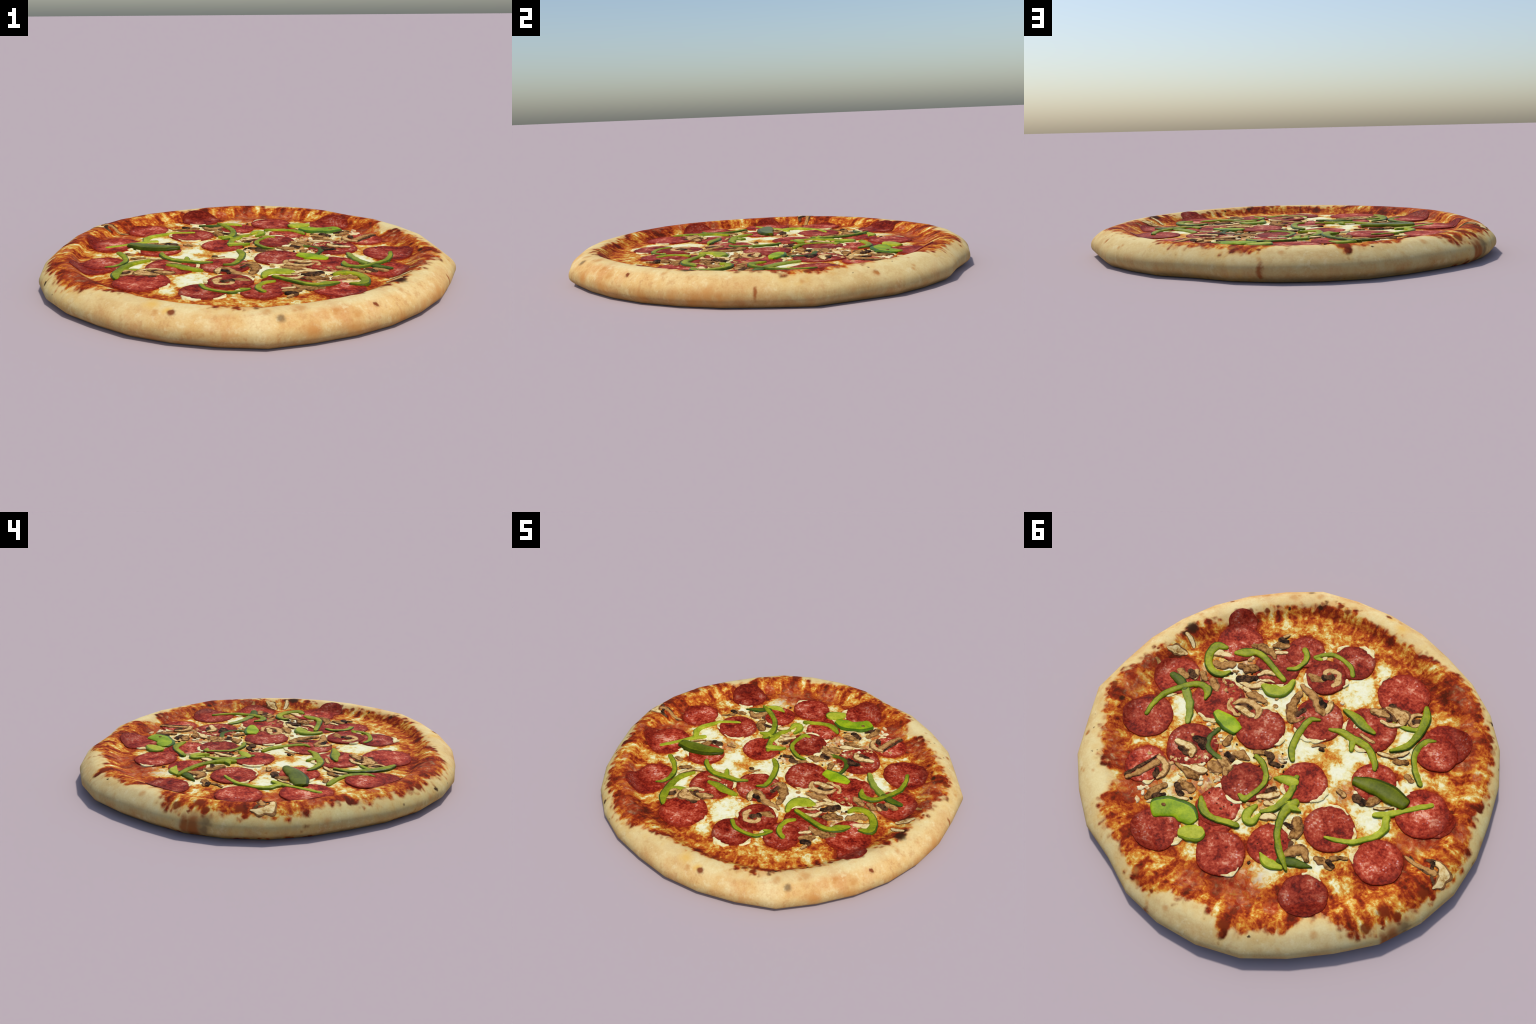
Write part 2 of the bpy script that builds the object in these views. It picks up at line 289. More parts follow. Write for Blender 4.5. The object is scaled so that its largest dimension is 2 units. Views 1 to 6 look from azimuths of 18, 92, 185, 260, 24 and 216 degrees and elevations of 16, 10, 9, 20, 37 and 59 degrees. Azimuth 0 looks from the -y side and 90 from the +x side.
# bake marks on the dough: kind, x, y, z, radius
MARKS = [
    ('black', 0.800, -0.331, 0.135, 0.0353),
    ('black', 0.806, -0.282, 0.134, 0.0201),
    ('char', 0.657, -0.543, 0.131, 0.0305),
    ('grey', 0.420, -0.876, 0.115, 0.0229),
    ('char', 0.741, -0.602, 0.111, 0.0132),
    ('tan', 0.361, -0.866, 0.133, 0.0275),
    ('tan', 0.475, -0.787, 0.133, 0.0323),
    ('tan', 0.688, -0.691, 0.101, 0.0326),
    ('tan', 0.607, -0.735, 0.115, 0.0232),
    ('char', -0.003, -0.947, 0.121, 0.0211),
    ('tan', -0.071, -0.949, 0.114, 0.0188),
    ('char', 0.230, -0.858, 0.135, 0.0130),
    ('char', 0.180, -0.854, 0.134, 0.0163),
    ('black', -0.745, -0.657, 0.082, 0.0106),
    ('grey', -0.650, -0.763, 0.066, 0.0062),
    ('char', -0.784, -0.554, 0.114, 0.0158),
    ('char', 0.906, 0.163, 0.134, 0.0204),
    ('black', 0.824, 0.210, 0.125, 0.0173),
    ('char', 0.859, -0.120, 0.135, 0.0099),
    ('char', 0.883, -0.119, 0.135, 0.0099),
    ('black', 0.327, -0.810, 0.128, 0.0153),
    ('tan', 0.476, -0.793, 0.132, 0.0258),
    ('tan', 0.358, -0.869, 0.133, 0.0258),
    ('char', 0.547, -0.638, 0.123, 0.0163),
    ('char', 0.617, -0.590, 0.130, 0.0178),
    ('black', 0.458, -0.720, 0.126, 0.0112),
    ('char', 0.234, -0.859, 0.135, 0.0184),
    ('char', 0.184, -0.854, 0.134, 0.0193),
    ('tan', 0.669, 0.603, 0.132, 0.0146),
    ('tan', 0.742, 0.619, 0.093, 0.0116),
    ('grey', 0.742, 0.528, 0.132, 0.0055),
    ('grey', 0.724, 0.507, 0.136, 0.0065),
    ('grey', 0.880, 0.352, 0.114, 0.0048),
    ('grey', 0.829, 0.415, 0.125, 0.0057),
    ('tan', 0.847, 0.456, 0.103, 0.0171),
    ('char', 0.072, 0.922, 0.128, 0.0137),
    ('tan', 0.190, 0.891, 0.130, 0.0220),
    ('tan', 0.156, 0.929, 0.115, 0.0181),
    ('tan', -0.020, 0.948, 0.119, 0.0215),
    ('char', -0.270, 0.876, 0.133, 0.0273),
    ('char', -0.280, 0.912, 0.118, 0.0108),
    ('black', -0.388, 0.861, 0.124, 0.0059),
    ('tan', -0.608, 0.712, 0.119, 0.0192),
    ('char', -0.772, 0.566, 0.115, 0.0180),
    ('char', -0.825, 0.518, 0.108, 0.0081),
    ('char', -0.795, 0.467, 0.132, 0.0327),
    ('char', -0.846, 0.442, 0.119, 0.0226),
    ('char', -0.767, 0.564, 0.118, 0.0244),
    ('char', -0.891, 0.305, 0.129, 0.0249),
    ('char', -0.826, 0.517, 0.107, 0.0102),
    ('tan', -0.601, 0.707, 0.125, 0.0202),
    ('rust', 0.063, 0.992, 0.061, 0.0160),
    ('rust', 0.064, 0.988, 0.032, 0.0160),
    ('tan', 0.068, 0.970, 0.094, 0.0179),
    ('rust', -0.869, 0.508, 0.048, 0.0440),
    ('rust', -0.851, 0.545, 0.065, 0.0294),
    ('grey', -0.889, 0.451, 0.083, 0.0340),
    ('grey', -0.895, 0.462, 0.049, 0.0292),
    ('tan', -0.982, -0.067, 0.074, 0.0292),
    ('rust', 0.985, -0.047, 0.072, 0.0118),
    ('tan', 0.941, -0.293, 0.033, 0.0622),
    ('tan', 0.974, -0.187, 0.040, 0.0614),
    ('tan', 0.963, -0.237, 0.067, 0.0513),
    ('tan', 0.840, -0.526, 0.032, 0.0323),
    ('tan', 0.689, -0.698, 0.094, 0.0264),
    ('tan', 0.455, -0.810, 0.132, 0.0181),
    ('rust', 0.845, 0.445, 0.108, 0.0148),
    ('tan', 0.849, 0.448, 0.104, 0.0277),
    ('tan', 0.721, 0.623, 0.107, 0.0154),
    ('tan', 0.968, 0.146, 0.105, 0.0178),
    ('char', 0.909, 0.162, 0.133, 0.0137),
    ('black', -0.740, -0.664, 0.081, 0.0119),
    ('char', -0.770, -0.555, 0.121, 0.0159),
    ('grey', -0.880, -0.451, 0.076, 0.0082),
    ('tan', -0.794, -0.611, 0.070, 0.0213),
    ('tan', 0.818, -0.430, 0.128, 0.0193),
    ('tan', 0.838, -0.529, 0.031, 0.0421),
    ('tan', 0.912, -0.389, 0.048, 0.0436),
    ('tan', 0.689, -0.724, 0.048, 0.0490),
    ('tan', 0.538, -0.848, 0.073, 0.0476),
    ('gold', -0.107, -0.905, 0.132, 0.0427),
    ('gold', -0.023, -0.934, 0.127, 0.0281),
]

# ------------------------------------------------------------------ dough surface
def angdiff(a, b):
    return (a - b + math.pi) % TAU - math.pi


def rim_radius(th):
    """straight chords between the 32 rim corners"""
    step = TAU / 32
    k = math.floor(th / step)
    a, b = RIM[k % 32], RIM[(k + 1) % 32]
    p = th - k * step
    return a * b * math.sin(step) / (a * math.sin(p) + b * math.sin(step - p))


def fold_share(th):
    return .782 + .042 * math.exp(-(angdiff(th, math.radians(-166)) / .55) ** 2) + .028 * math.exp(-(angdiff(th, math.radians(-76)) / .55) ** 2)


def section_nodes(th):
    f = fold_share(th)
    out = []
    for r, z in SECTION:
        if r == "fold":
            r = f
        elif r == "prefold":
            r = f - .045
        elif r == "slope":
            r = f + (.862 - f) * .50
        out.append((r, z))
    return out


SUB = 6


def fine_section(th):
    """rounded (Catmull-Rom) version of the section, SUB steps per node"""
    n = section_nodes(th)
    n = [(-n[1][0], n[1][1])] + n + [(n[-1][0] * 2 - n[-2][0], n[-1][1] * 2 - n[-2][1])]
    pts = []
    for i in range(1, len(n) - 2):
        p0, p1, p2, p3 = (np.array(n[i + d]) for d in (-1, 0, 1, 2))
        for s in range(SUB):
            t = s / SUB
            pts.append(.5 * (2 * p1 + (p2 - p0) * t + (2 * p0 - 5 * p1 + 4 * p2 - p3) * t * t + (3 * p1 - p0 - 3 * p2 + p3) * t ** 3))
    pts.append(np.array(n[-2]))
    return np.array(pts)


CAGE_SEC = [fine_section(k * TAU / 32) for k in range(32)]
NSEC = len(CAGE_SEC[0])
CAGE = np.array([[(s[0] * RIM[k] * math.cos(k * TAU / 32), s[0] * RIM[k] * math.sin(k * TAU / 32), s[1]) for s in CAGE_SEC[k]] for k in range(32)])
_dt = np.roll(CAGE, -1, 0) - np.roll(CAGE, 1, 0)
_ds = np.gradient(CAGE, axis=1)
_dt[:, 0] = _dt[:, 1] * .01
CAGE_N = np.cross(_ds, _dt)
CAGE_N /= np.linalg.norm(CAGE_N, axis=2, keepdims=True) + 1e-12
CAGE_N[:, 0] = (0, 0, 1)


def dough(th, t):
    """point and normal at angle th and section parameter t (0 .. NSEC-1)"""
    step = TAU / 32
    k = math.floor(th / step)
    # position along the chord so that the angle comes out right
    a, b = RIM[k % 32], RIM[(k + 1) % 32]
    p = th - k * step
    f = a * math.sin(p) / (a * math.sin(p) + b * math.sin(step - p))
    j = min(int(t), NSEC - 2)
    g = t - j
    out = []
    for A in (CAGE, CAGE_N):
        A0, A1 = A[k % 32], A[(k + 1) % 32]
        out.append((A0[j] * (1 - g) + A0[j + 1] * g) * (1 - f) + (A1[j] * (1 - g) + A1[j + 1] * g) * f)
    return out[0], out[1] / np.linalg.norm(out[1])


def top_height(x, y):
    """height of the dough's upper side above (x, y)"""
    th = math.atan2(y, x)
    share = math.hypot(x, y) / rim_radius(th)
    k = math.floor(th / (TAU / 32))
    f = th / (TAU / 32) - k
    za, zb = (float(np.interp(share, CAGE_SEC[i % 32][:SUB * 11 + 1, 0], CAGE_SEC[i % 32][:SUB * 11 + 1, 1])) for i in (k, k + 1))
    return za * (1 - f) + zb * f


_edge = sorted((a % 360, s) for a, s in CHEESE_EDGE)
_ea = np.array([_edge[-1][0] - 360] + [a for a, _ in _edge] + [_edge[0][0] + 360])
_es = np.array([_edge[-1][1]] + [s for _, s in _edge] + [_edge[0][1]])


def cheese_edge(th):
    d = math.degrees(th) % 360
    j = noise.noise(Vector((math.cos(th) * 14, math.sin(th) * 14, 3.1))) * .014 + noise.noise(Vector((math.cos(th) * 34, math.sin(th) * 34, 9.7))) * .010
    return float(np.interp(d, _ea, _es)) + j


def edge_param(th):
    """section parameter at which the cheese ends"""
    k = int(round(th / (TAU / 32))) % 32
    s = CAGE_SEC[k][:SUB * 10 + 1]
    return float(np.interp(cheese_edge(th), s[:, 0], np.arange(len(s))))


# ------------------------------------------------------------------ node helpers
def lin(c):
    """colour as seen in the picture -> base colour under the set's light"""
    out = []
    for v, light in zip(c, (1.13, 1.15, 1.25)):
        v /= 255
        v = v / 12.92 if v <= .04045 else ((v + .055) / 1.055) ** 2.4
        out.append(min(v / light, .95))
    return (*out, 1)


class Nodes:
    def __init__(self, name):
        self.mat = bpy.data.materials.new(name)
        self.mat.use_nodes = True
        self.t = self.mat.node_tree
        self.b = self.t.nodes["Principled BSDF"]

    def put(self, socket, v):
        if hasattr(v, "node"):
            self.t.links.new(v, socket)
        else:
            socket.default_value = v

    def new(self, kind, **kw):
        n = self.t.nodes.new(kind)
        for k, v in kw.items():
            setattr(n, k, v)
        return n

    def math(self, op, a, b=0.0, clamp=False):
        n = self.new("ShaderNodeMath", operation=op, use_clamp=clamp)
        self.put(n.inputs[0], a)
        self.put(n.inputs[1], b)
        return n.outputs[0]

    def madd(self, a, b, c):
        n = self.new("ShaderNodeMath", operation="MULTIPLY_ADD")
        for i, v in enumerate((a, b, c)):
            self.put(n.inputs[i], v)
        return n.outputs[0]

    def vmath(self, op, a, b=(0, 0, 0), out=0):
        n = self.new("ShaderNodeVectorMath", operation=op)
        self.put(n.inputs[0], a)
        if op == "SCALE":
            self.put(n.inputs["Scale"], b)
        else:
            self.put(n.inputs[1], b)
        return n.outputs[out]

    def noise(self, vec, scale, detail=4.0, rough=.55, out=0):
        n = self.new("ShaderNodeTexNoise")
        self.put(n.inputs["Vector"], vec)
        n.inputs["Scale"].default_value = scale
        n.inputs["Detail"].default_value = detail
        n.inputs["Roughness"].default_value = rough
        if out == 1:
            s = self.new("ShaderNodeSeparateColor")
            self.t.links.new(n.outputs[1], s.inputs[0])
            return self.vec(*s.outputs[:3])
        return n.outputs[out]

    def voronoi(self, vec, scale, out="Distance"):
        n = self.new("ShaderNodeTexVoronoi")
        self.put(n.inputs["Vector"], vec)
        n.inputs["Scale"].default_value = scale
        return n.outputs[out]

    def step(self, v, lo, hi, a=0.0, b=1.0, smooth=True):
        n = self.new("ShaderNodeMapRange", interpolation_type="SMOOTHSTEP" if smooth else "LINEAR")
        self.put(n.inputs["Value"], v)
        for nm, x in (("From Min", lo), ("From Max", hi), ("To Min", a), ("To Max", b)):
            self.put(n.inputs[nm], x)
        return n.outputs[0]

    def fall(self, d, r0, r1):
        """1 inside r0, 0 outside r1"""
        k = 1 / (r1 - r0)
        return self.math("MINIMUM", self.math("MAXIMUM", self.madd(d, -k, r1 * k), 0.0), 1.0)

    def mix(self, f, a, b, mode="MIX"):
        n = self.new("ShaderNodeMix", data_type="RGBA", blend_type=mode)
        self.put(n.inputs["Factor"], f)
        self.put(n.inputs["A"], a)
        self.put(n.inputs["B"], b)
        return n.outputs["Result"]

    def ramp(self, f, stops):
        n = self.new("ShaderNodeValToRGB")
        e = n.color_ramp.elements
        while len(e) < len(stops):
            e.new(.5)
        for el, (p, c) in zip(e, stops):
            el.position, el.color = p, lin(c)
        self.put(n.inputs[0], f)
        return n.outputs[0]

    def curve(self, f, pts):
        n = self.new("ShaderNodeFloatCurve")
        c = n.mapping.curves[0]
        c.points[0].location, c.points[-1].location = pts[0], pts[-1]
        for p in pts[1:-1]:
            c.points.new(*p)
        n.mapping.update()
        self.put(n.inputs["Value"], f)
        return n.outputs[0]

    def xyz(self, v):
        n = self.new("ShaderNodeSeparateXYZ")
        self.put(n.inputs[0], v)
        return n.outputs

    def vec(self, x, y, z):
        n = self.new("ShaderNodeCombineXYZ")
        for i, v in enumerate((x, y, z)):
            self.put(n.inputs[i], v)
        return n.outputs[0]

    def coord(self, which):
        return self.new("ShaderNodeTexCoord").outputs[which]

    def bump(self, h, strength, dist):
        n = self.new("ShaderNodeBump")
        n.inputs["Strength"].default_value = strength
        n.inputs["Distance"].default_value = dist
        self.put(n.inputs["Height"], h)
        self.put(self.b.inputs["Normal"], n.outputs[0])

    def finish(self, colour, rough=.55, spec=.25):
        self.put(self.b.inputs["Base Color"], colour)
        self.put(self.b.inputs["Roughness"], rough)
        self.b.inputs["Specular IOR Level"].default_value = spec
        return self.mat


# ------------------------------------------------------------------ dough and cheese material
PATCH_BAKE = {"cream": -.24, "gold": .20, "red": .12, "dark": .38}


def baked_material(name):
    N = Nodes(name)
    P = N.coord("Object")
    x, y, z = N.xyz(P)
    r = N.vmath("LENGTH", N.vec(x, y, 0.0), out="Value")
    th = N.math("ARCTAN2", y, x)
    turn = N.math("FRACT", N.math("ADD", N.math("DIVIDE", th, TAU), 1.0))
    # --- polar coordinates: streaks run up the slope of the rim
    cx, cy = N.math("COSINE", th), N.math("SINE", th)
    polar = N.vec(N.math("MULTIPLY", cx, 1.0), N.math("MULTIPLY", cy, 1.0), N.math("MULTIPLY", r, .30))
    wob = N.noise(P, 14, 3, .5, out=1)
    W = N.vmath("ADD", P, N.vmath("SCALE", N.vmath("SUBTRACT", wob, (.5, .5, .5)), .045))
    streak = N.noise(N.vmath("ADD", polar, N.vmath("SCALE", N.vmath("SUBTRACT", wob, (.5, .5, .5)), .035)), 24, 3, .52)
    streak2 = N.noise(polar, 12, 3, .5)
    blot = N.noise(W, 12, 4, .55)
    fine = N.noise(W, 40, 3, .52)
    grain = N.noise(P, 130, 3, .6)
    blobs = N.voronoi(W, 26)
    # --- patches of the filling
    flat = N.vec(N.xyz(W)[0], N.xyz(W)[1], 0.0)
    spots = [(px, py, pr * .35, pr * 1.15, -.15 if kind == "gold" and math.hypot(px, py) > .68 else PATCH_BAKE[kind]) for kind, px, py, pr in PATCHES]
    spots += [(px, py, pr * 1.0, pr * 1.28, .24) for px, py, pr, layer in PEPPERONI]  # contact shadow round every slice, painted as a darker ring in the cheese
    bake = 0.0
    for px, py, r0, r1, amount in spots:
        d = N.vmath("DISTANCE", flat, (px, py, 0.0), out="Value")
        bake = N.madd(N.fall(d, r0, r1), amount, bake)
    red = 0.0
    for kind, px, py, pr in PATCHES:
        if kind == "red":
            d = N.vmath("DISTANCE", flat, (px + .001, py, 0.0), out="Value")
            red = N.math("MAXIMUM", N.fall(d, pr * .35, pr * 1.15), red)
    slope = N.step(r, .68, .82)
    base = N.step(r, .56, .78, .31, .645)
    v = N.math("ADD", base, N.math("MULTIPLY", bake, N.step(slope, 0, 1, 1.0, .62)))
    v = N.madd(N.math("SUBTRACT", blot, .5), 1.05, v)
    v = N.madd(N.math("SUBTRACT", fine, .5), N.step(slope, 0, 1, .85, .50), v)
    v = N.madd(N.math("MULTIPLY", N.math("SUBTRACT", streak, .5), slope), .82, v)
    v = N.madd(N.math("MULTIPLY", N.math("SUBTRACT", streak2, .5), slope), .75, v)
    v = N.madd(N.math("SUBTRACT", N.noise(W, 85, 3, .6), .5), .55, v)
    v = N.madd(N.math("MULTIPLY", N.step(blobs, .10, .42, 1.0, 0.0), slope), .14, v)
    cheese = N.ramp(v, [(.0, (242, 240, 212)), (.24, (236, 228, 176)), (.36, (224, 190, 106)), (.48, (212, 144, 52)),
                        (.61, (190, 92, 30)), (.77, (146, 46, 18)), (1.0, (92, 32, 14))])
    chop = N.new("ShaderNodeSeparateColor")
    N.put(chop.inputs[0], N.voronoi(W, 48, "Color"))
    chopv = chop.outputs[0]
    redcol = N.ramp(N.math("ADD", fine, N.math("MULTIPLY", grain, .25)), [(.32, (108, 22, 12)), (.55, (164, 46, 24)), (.72, (206, 110, 60)), (.86, (234, 196, 150))])
    bits = N.ramp(N.madd(N.math("SUBTRACT", fine, .5), .5, chopv), [(.1, (70, 34, 20)), (.3, (150, 66, 36)), (.5, (184, 120, 74)), (.72, (208, 166, 116)), (.95, (238, 218, 182))])
    redcol = N.mix(N.math("MULTIPLY", N.step(r, .60, .74, .75, .12), N.step(chopv, .35, .5)), redcol, bits)
    cheese = N.mix(N.math("MULTIPLY", red, N.step(blot, .32, .60, .95, .40)), cheese, redcol)
    # --- dough
    tone = N.noise(W, 5.5, 5, .6)
    dcol = N.ramp(tone, [(.28, (206, 168, 108)), (.46, (226, 200, 142)), (.66, (232, 214, 162)), (.8, (236, 222, 176))])
    warm = N.step(N.vmath("DOT_PRODUCT", P, (math.cos(math.radians(-55)), math.sin(math.radians(-55)), 0), out="Value"), .35, .95)
    wcol = N.ramp(N.madd(N.math("SUBTRACT", streak2, .5), .5, tone), [(.30, (208, 140, 78)), (.47, (224, 178, 112)), (.66, (232, 204, 150)), (.8, (238, 220, 170))])
    dcol = N.mix(N.math("MULTIPLY", warm, .85), dcol, wcol)
    sour = N.step(N.vmath("DOT_PRODUCT", P, (math.cos(math.radians(-172)), math.sin(math.radians(-172)), 0), out="Value"), .55, .97)
    dcol = N.mix(N.math("MULTIPLY", sour, .6), dcol, lin((216, 210, 150)))
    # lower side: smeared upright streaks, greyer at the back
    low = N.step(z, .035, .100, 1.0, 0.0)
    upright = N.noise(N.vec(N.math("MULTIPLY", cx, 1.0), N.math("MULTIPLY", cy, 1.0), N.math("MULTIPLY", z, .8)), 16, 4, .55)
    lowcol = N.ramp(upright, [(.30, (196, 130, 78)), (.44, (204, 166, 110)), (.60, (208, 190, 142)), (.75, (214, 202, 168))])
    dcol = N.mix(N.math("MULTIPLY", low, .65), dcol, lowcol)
    mott = N.math("ADD", N.math("MULTIPLY", N.noise(N.vmath("MULTIPLY", W, (1, 1, .55)), 19, 4, .6), .6), N.math("MULTIPLY", N.noise(P, 55, 3, .6), .4))
    dcol = N.mix(N.math("MULTIPLY", N.step(mott, .49, .36, 0.0, .55), N.step(warm, 0, 1, .55, 1.0)), dcol, lin((196, 140, 84)))
    dcol = N.mix(N.step(mott, .53, .64, 0.0, .45), dcol, lin((240, 226, 182)))
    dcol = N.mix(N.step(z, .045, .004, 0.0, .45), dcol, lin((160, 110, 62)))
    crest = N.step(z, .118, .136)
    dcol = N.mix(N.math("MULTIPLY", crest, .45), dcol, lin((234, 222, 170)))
    ruddy = N.step(N.noise(P, 8.5, 4, .6), .50, .68)
    dcol = N.mix(N.math("MULTIPLY", ruddy, N.step(warm, 0, 1, .16, .55)), dcol, lin((214, 150, 92)))
    dcol = N.mix(.16, dcol, N.ramp(grain, [(.25, (186, 146, 92)), (.5, (224, 196, 142)), (.8, (244, 232, 190))]))
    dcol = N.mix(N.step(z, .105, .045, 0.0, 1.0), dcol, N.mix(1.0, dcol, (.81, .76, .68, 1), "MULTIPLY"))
    # --- edge of the browned cheese, ragged
    pts = [(max(0.0, min(1.0, a / 360)), s) for a, s in _edge]
    seam = (pts[0][1] + pts[-1][1]) / 2
    pts = [(0.0, seam)] + [p for p in pts if 0 < p[0] < 1] + [(1.0, seam)]
    rimpts = [(k / 32, RIM[k % 32] - .5) for k in range(33)]
    share = N.math("DIVIDE", r, N.math("ADD", N.curve(turn, rimpts), .5))
    over = N.math("SUBTRACT", N.curve(turn, pts), share)
    over = N.madd(N.math("SUBTRACT", streak, .5), .05, over)
    over = N.madd(N.math("SUBTRACT", .46, blobs), .055, over)
    over = N.madd(N.math("SUBTRACT", blot, .5), .07, over)
    edge = N.step(over, -.016, .020)
    halo = N.step(over, -.060, .010)
    dcol = N.mix(N.math("MULTIPLY", halo, .40), dcol, lin((222, 172, 84)))
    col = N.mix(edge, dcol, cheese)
    # --- bake marks
    WM = N.vmath("ADD", P, N.vmath("SCALE", N.vmath("SUBTRACT", N.noise(P, 24, 3, .55, out=1), (.5, .5, .5)), .036))
    tint = {"tan": ((196, 132, 66), .62), "char": ((122, 46, 18), .92), "black": ((58, 32, 16), .95), "grey": ((122, 96, 66), .80),
            "rust": ((150, 78, 34), .88), "gold": ((228, 176, 74), .7)}
    soft = {"tan": .0, "char": .5, "black": .5, "grey": .3, "rust": .30, "gold": .0}
    masks = {k: 0.0 for k in ("gold", "rust", "tan", "grey", "char", "black")}
    WR = N.vmath("MULTIPLY", WM, (1, 1, .30))
    for kind, mx, my, mz, mr in MARKS:
        if kind == "rust":
            d = N.vmath("DISTANCE", WR, (mx, my, mz * .30), out="Value")
        else:
            d = N.vmath("DISTANCE", WM, (mx, my, mz), out="Value")
        masks[kind] = N.math("MAXIMUM", N.fall(d, mr * soft[kind], mr * 1.25), masks[kind])
    for kind, m in masks.items():
        col = N.mix(N.step(m, 0, 1, 0.0, tint[kind][1]), col, lin(tint[kind][0]))
    h = N.madd(N.noise(P, 60, 3, .55), .6, N.math("MULTIPLY", N.noise(P, 22, 2, .5), .8))
    N.bump(N.math("MULTIPLY", h, N.step(r, .80, .94, 1.0, .18)), .5, .008)
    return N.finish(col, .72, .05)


# ------------------------------------------------------------------ topping materials
def pepperoni_material():
    N = Nodes("cured_pepperoni")
    G = N.vmath("SUBTRACT", N.coord("Generated"), (.5, .5, .5))
    gx, gy, _ = N.xyz(G)
    rho = N.math("MULTIPLY", N.vmath("LENGTH", N.vec(gx, gy, 0.0), out="Value"), 2.0)
    info = N.new("ShaderNodeObjectInfo")
    rnd = info.outputs["Random"]
    P = N.vmath("ADD", N.coord("Object"), N.vmath("SCALE", (3.1, 1.7, 2.3), rnd) if False else (0, 0, 0))
    P = N.vmath("ADD", P, N.vec(N.math("MULTIPLY", rnd, 9.0), N.math("MULTIPLY", rnd, 5.0), 0.0))
    a = N.noise(P, 24, 4, .6)
    b = N.noise(P, 75, 3, .6)
    c = N.noise(P, 9, 2, .5)
    v = N.madd(N.math("SUBTRACT", b, .5), .95, a)
    v = N.madd(N.math("SUBTRACT", c, .5), 1.15, v)  # shading gradient drawn into the slice colour, one side darker
    col = N.ramp(v, [(.20, (92, 16, 8)), (.36, (136, 32, 16)), (.52, (168, 56, 34)), (.67, (188, 82, 58)), (.86, (222, 152, 124))])
    rim = N.step(N.madd(N.math("SUBTRACT", a, .5), .22, rho), .78, .96)
    col = N.mix(N.math("MULTIPLY", rim, .85), col, N.ramp(b, [(.3, (104, 16, 8)), (.7, (158, 46, 22))]))
    painted_glint = N.voronoi(P, 62)
    glint_mask = N.math("MULTIPLY", N.step(N.madd(N.math("SUBTRACT", b, .5), .3, painted_glint), .14, .34, 1.0, 0.0), N.step(c, .52, .64))
    glint_mask = N.math("MULTIPLY", glint_mask, N.math("SUBTRACT", 1.0, rim))
    col = N.mix(N.math("MULTIPLY", glint_mask, .75), col, lin((230, 178, 172)))  # wet sun highlights coloured on as pale pink flecks
    dark = N.voronoi(N.vmath("ADD", P, (4, 2, 1)), 34)
    col = N.mix(N.step(dark, .06, .16, .55, 0.0), col, lin((92, 20, 16)))
    W = N.vmath("MULTIPLY", N.new("ShaderNodeNewGeometry").outputs["Position"], (1, 1, 0))
    up = N.step(N.madd(N.math("SUBTRACT", a, .5), .06, N.vmath("LENGTH", W, out="Value")), .72, .83)
    col = N.mix(N.math("MULTIPLY", up, .72), col, N.ramp(b, [(.3, (80, 16, 8)), (.6, (126, 34, 18)), (.8, (150, 60, 34))]))
    hsv = N.new("ShaderNodeHueSaturation")
    N.put(hsv.inputs["Value"], N.step(rnd, 0, 1, .78, 1.14, smooth=False))
    N.put(hsv.inputs["Color"], col)
    N.bump(N.madd(b, .5, a), .45, .006)
    return N.finish(hsv.outputs[0], .5, .05)


def pepper_material(name, a, b, gloss=.25, rough=.45, relief=.3):
    N = Nodes(name)
    P = N.coord("Object")
    rnd = N.new("ShaderNodeObjectInfo").outputs["Random"]
    P = N.vmath("ADD", P, N.vec(N.math("MULTIPLY", rnd, 7.0), 0.0, 0.0))
    n1, n2 = N.noise(P, 15, 3, .55), N.noise(P, 90, 3, .6)
    v = N.madd(N.math("SUBTRACT", n2, .5), .5, n1)
    v = N.madd(N.math("SUBTRACT", rnd, .5), .12, v)
    mid = tuple((p + q) / 2 for p, q in zip(a, b))
    col = N.ramp(v, [(.30, b), (.5, mid), (.72, a)])
    N.bump(n2, relief, .004)
    return N.finish(col, rough, gloss * .35)


def mushroom_material(name, light, body, dark):
    N = Nodes(name)
    G = N.vmath("SUBTRACT", N.coord("Generated"), (.5, .5, .5))
    P = N.coord("Object")
    rnd = N.new("ShaderNodeObjectInfo").outputs["Random"]
    P = N.vmath("ADD", P, N.vec(N.math("MULTIPLY", rnd, 11.0), N.math("MULTIPLY", rnd, 3.0), 0.0))
    n1, n2 = N.noise(P, 26, 4, .62), N.noise(P, 95, 3, .6)
    v = N.madd(N.math("SUBTRACT", n2, .5), .65, N.madd(N.math("SUBTRACT", n1, .5), 1.25, .5))
    v = N.madd(N.math("SUBTRACT", rnd, .5), .16, v)
    col = N.ramp(v, [(.22, dark), (.40, body), (.60, light), (.9, tuple(min(255, c + 14) for c in light))])
    N.bump(v, .5, .006)
    return N.finish(col, .7, .05)


# ------------------------------------------------------------------ building
def mesh_object(name, verts, faces, mats, parent, loc=(0, 0, 0), face_mat=None, normals=None, smooth=True):
    me = bpy.data.meshes.new(name)
    me.from_pydata([tuple(v) for v in verts], [], faces)
    for m in mats:
        me.materials.append(m)
    if face_mat is not None:
        me.polygons.foreach_set("material_index", face_mat)
    me.polygons.foreach_set("use_smooth", [smooth] * len(me.polygons))
    me.update()
    if normals is not None:
        me.normals_split_custom_set_from_vertices([tuple(n) for n in normals])
    o = bpy.data.objects.new(name, me)
    o.location = loc
    o.parent = parent
    bpy.context.scene.collection.objects.link(o)
    return o


root = bpy.data.objects.new("pizza", None)
root.empty_display_size = .2
bpy.context.scene.collection.objects.link(root)
root["label"] = "baked pizza with pepperoni, green peppers and mushrooms"
root["category"] = "pizza"

STEPS = 384
bake_mat = baked_material("baked_cheese_and_dough")


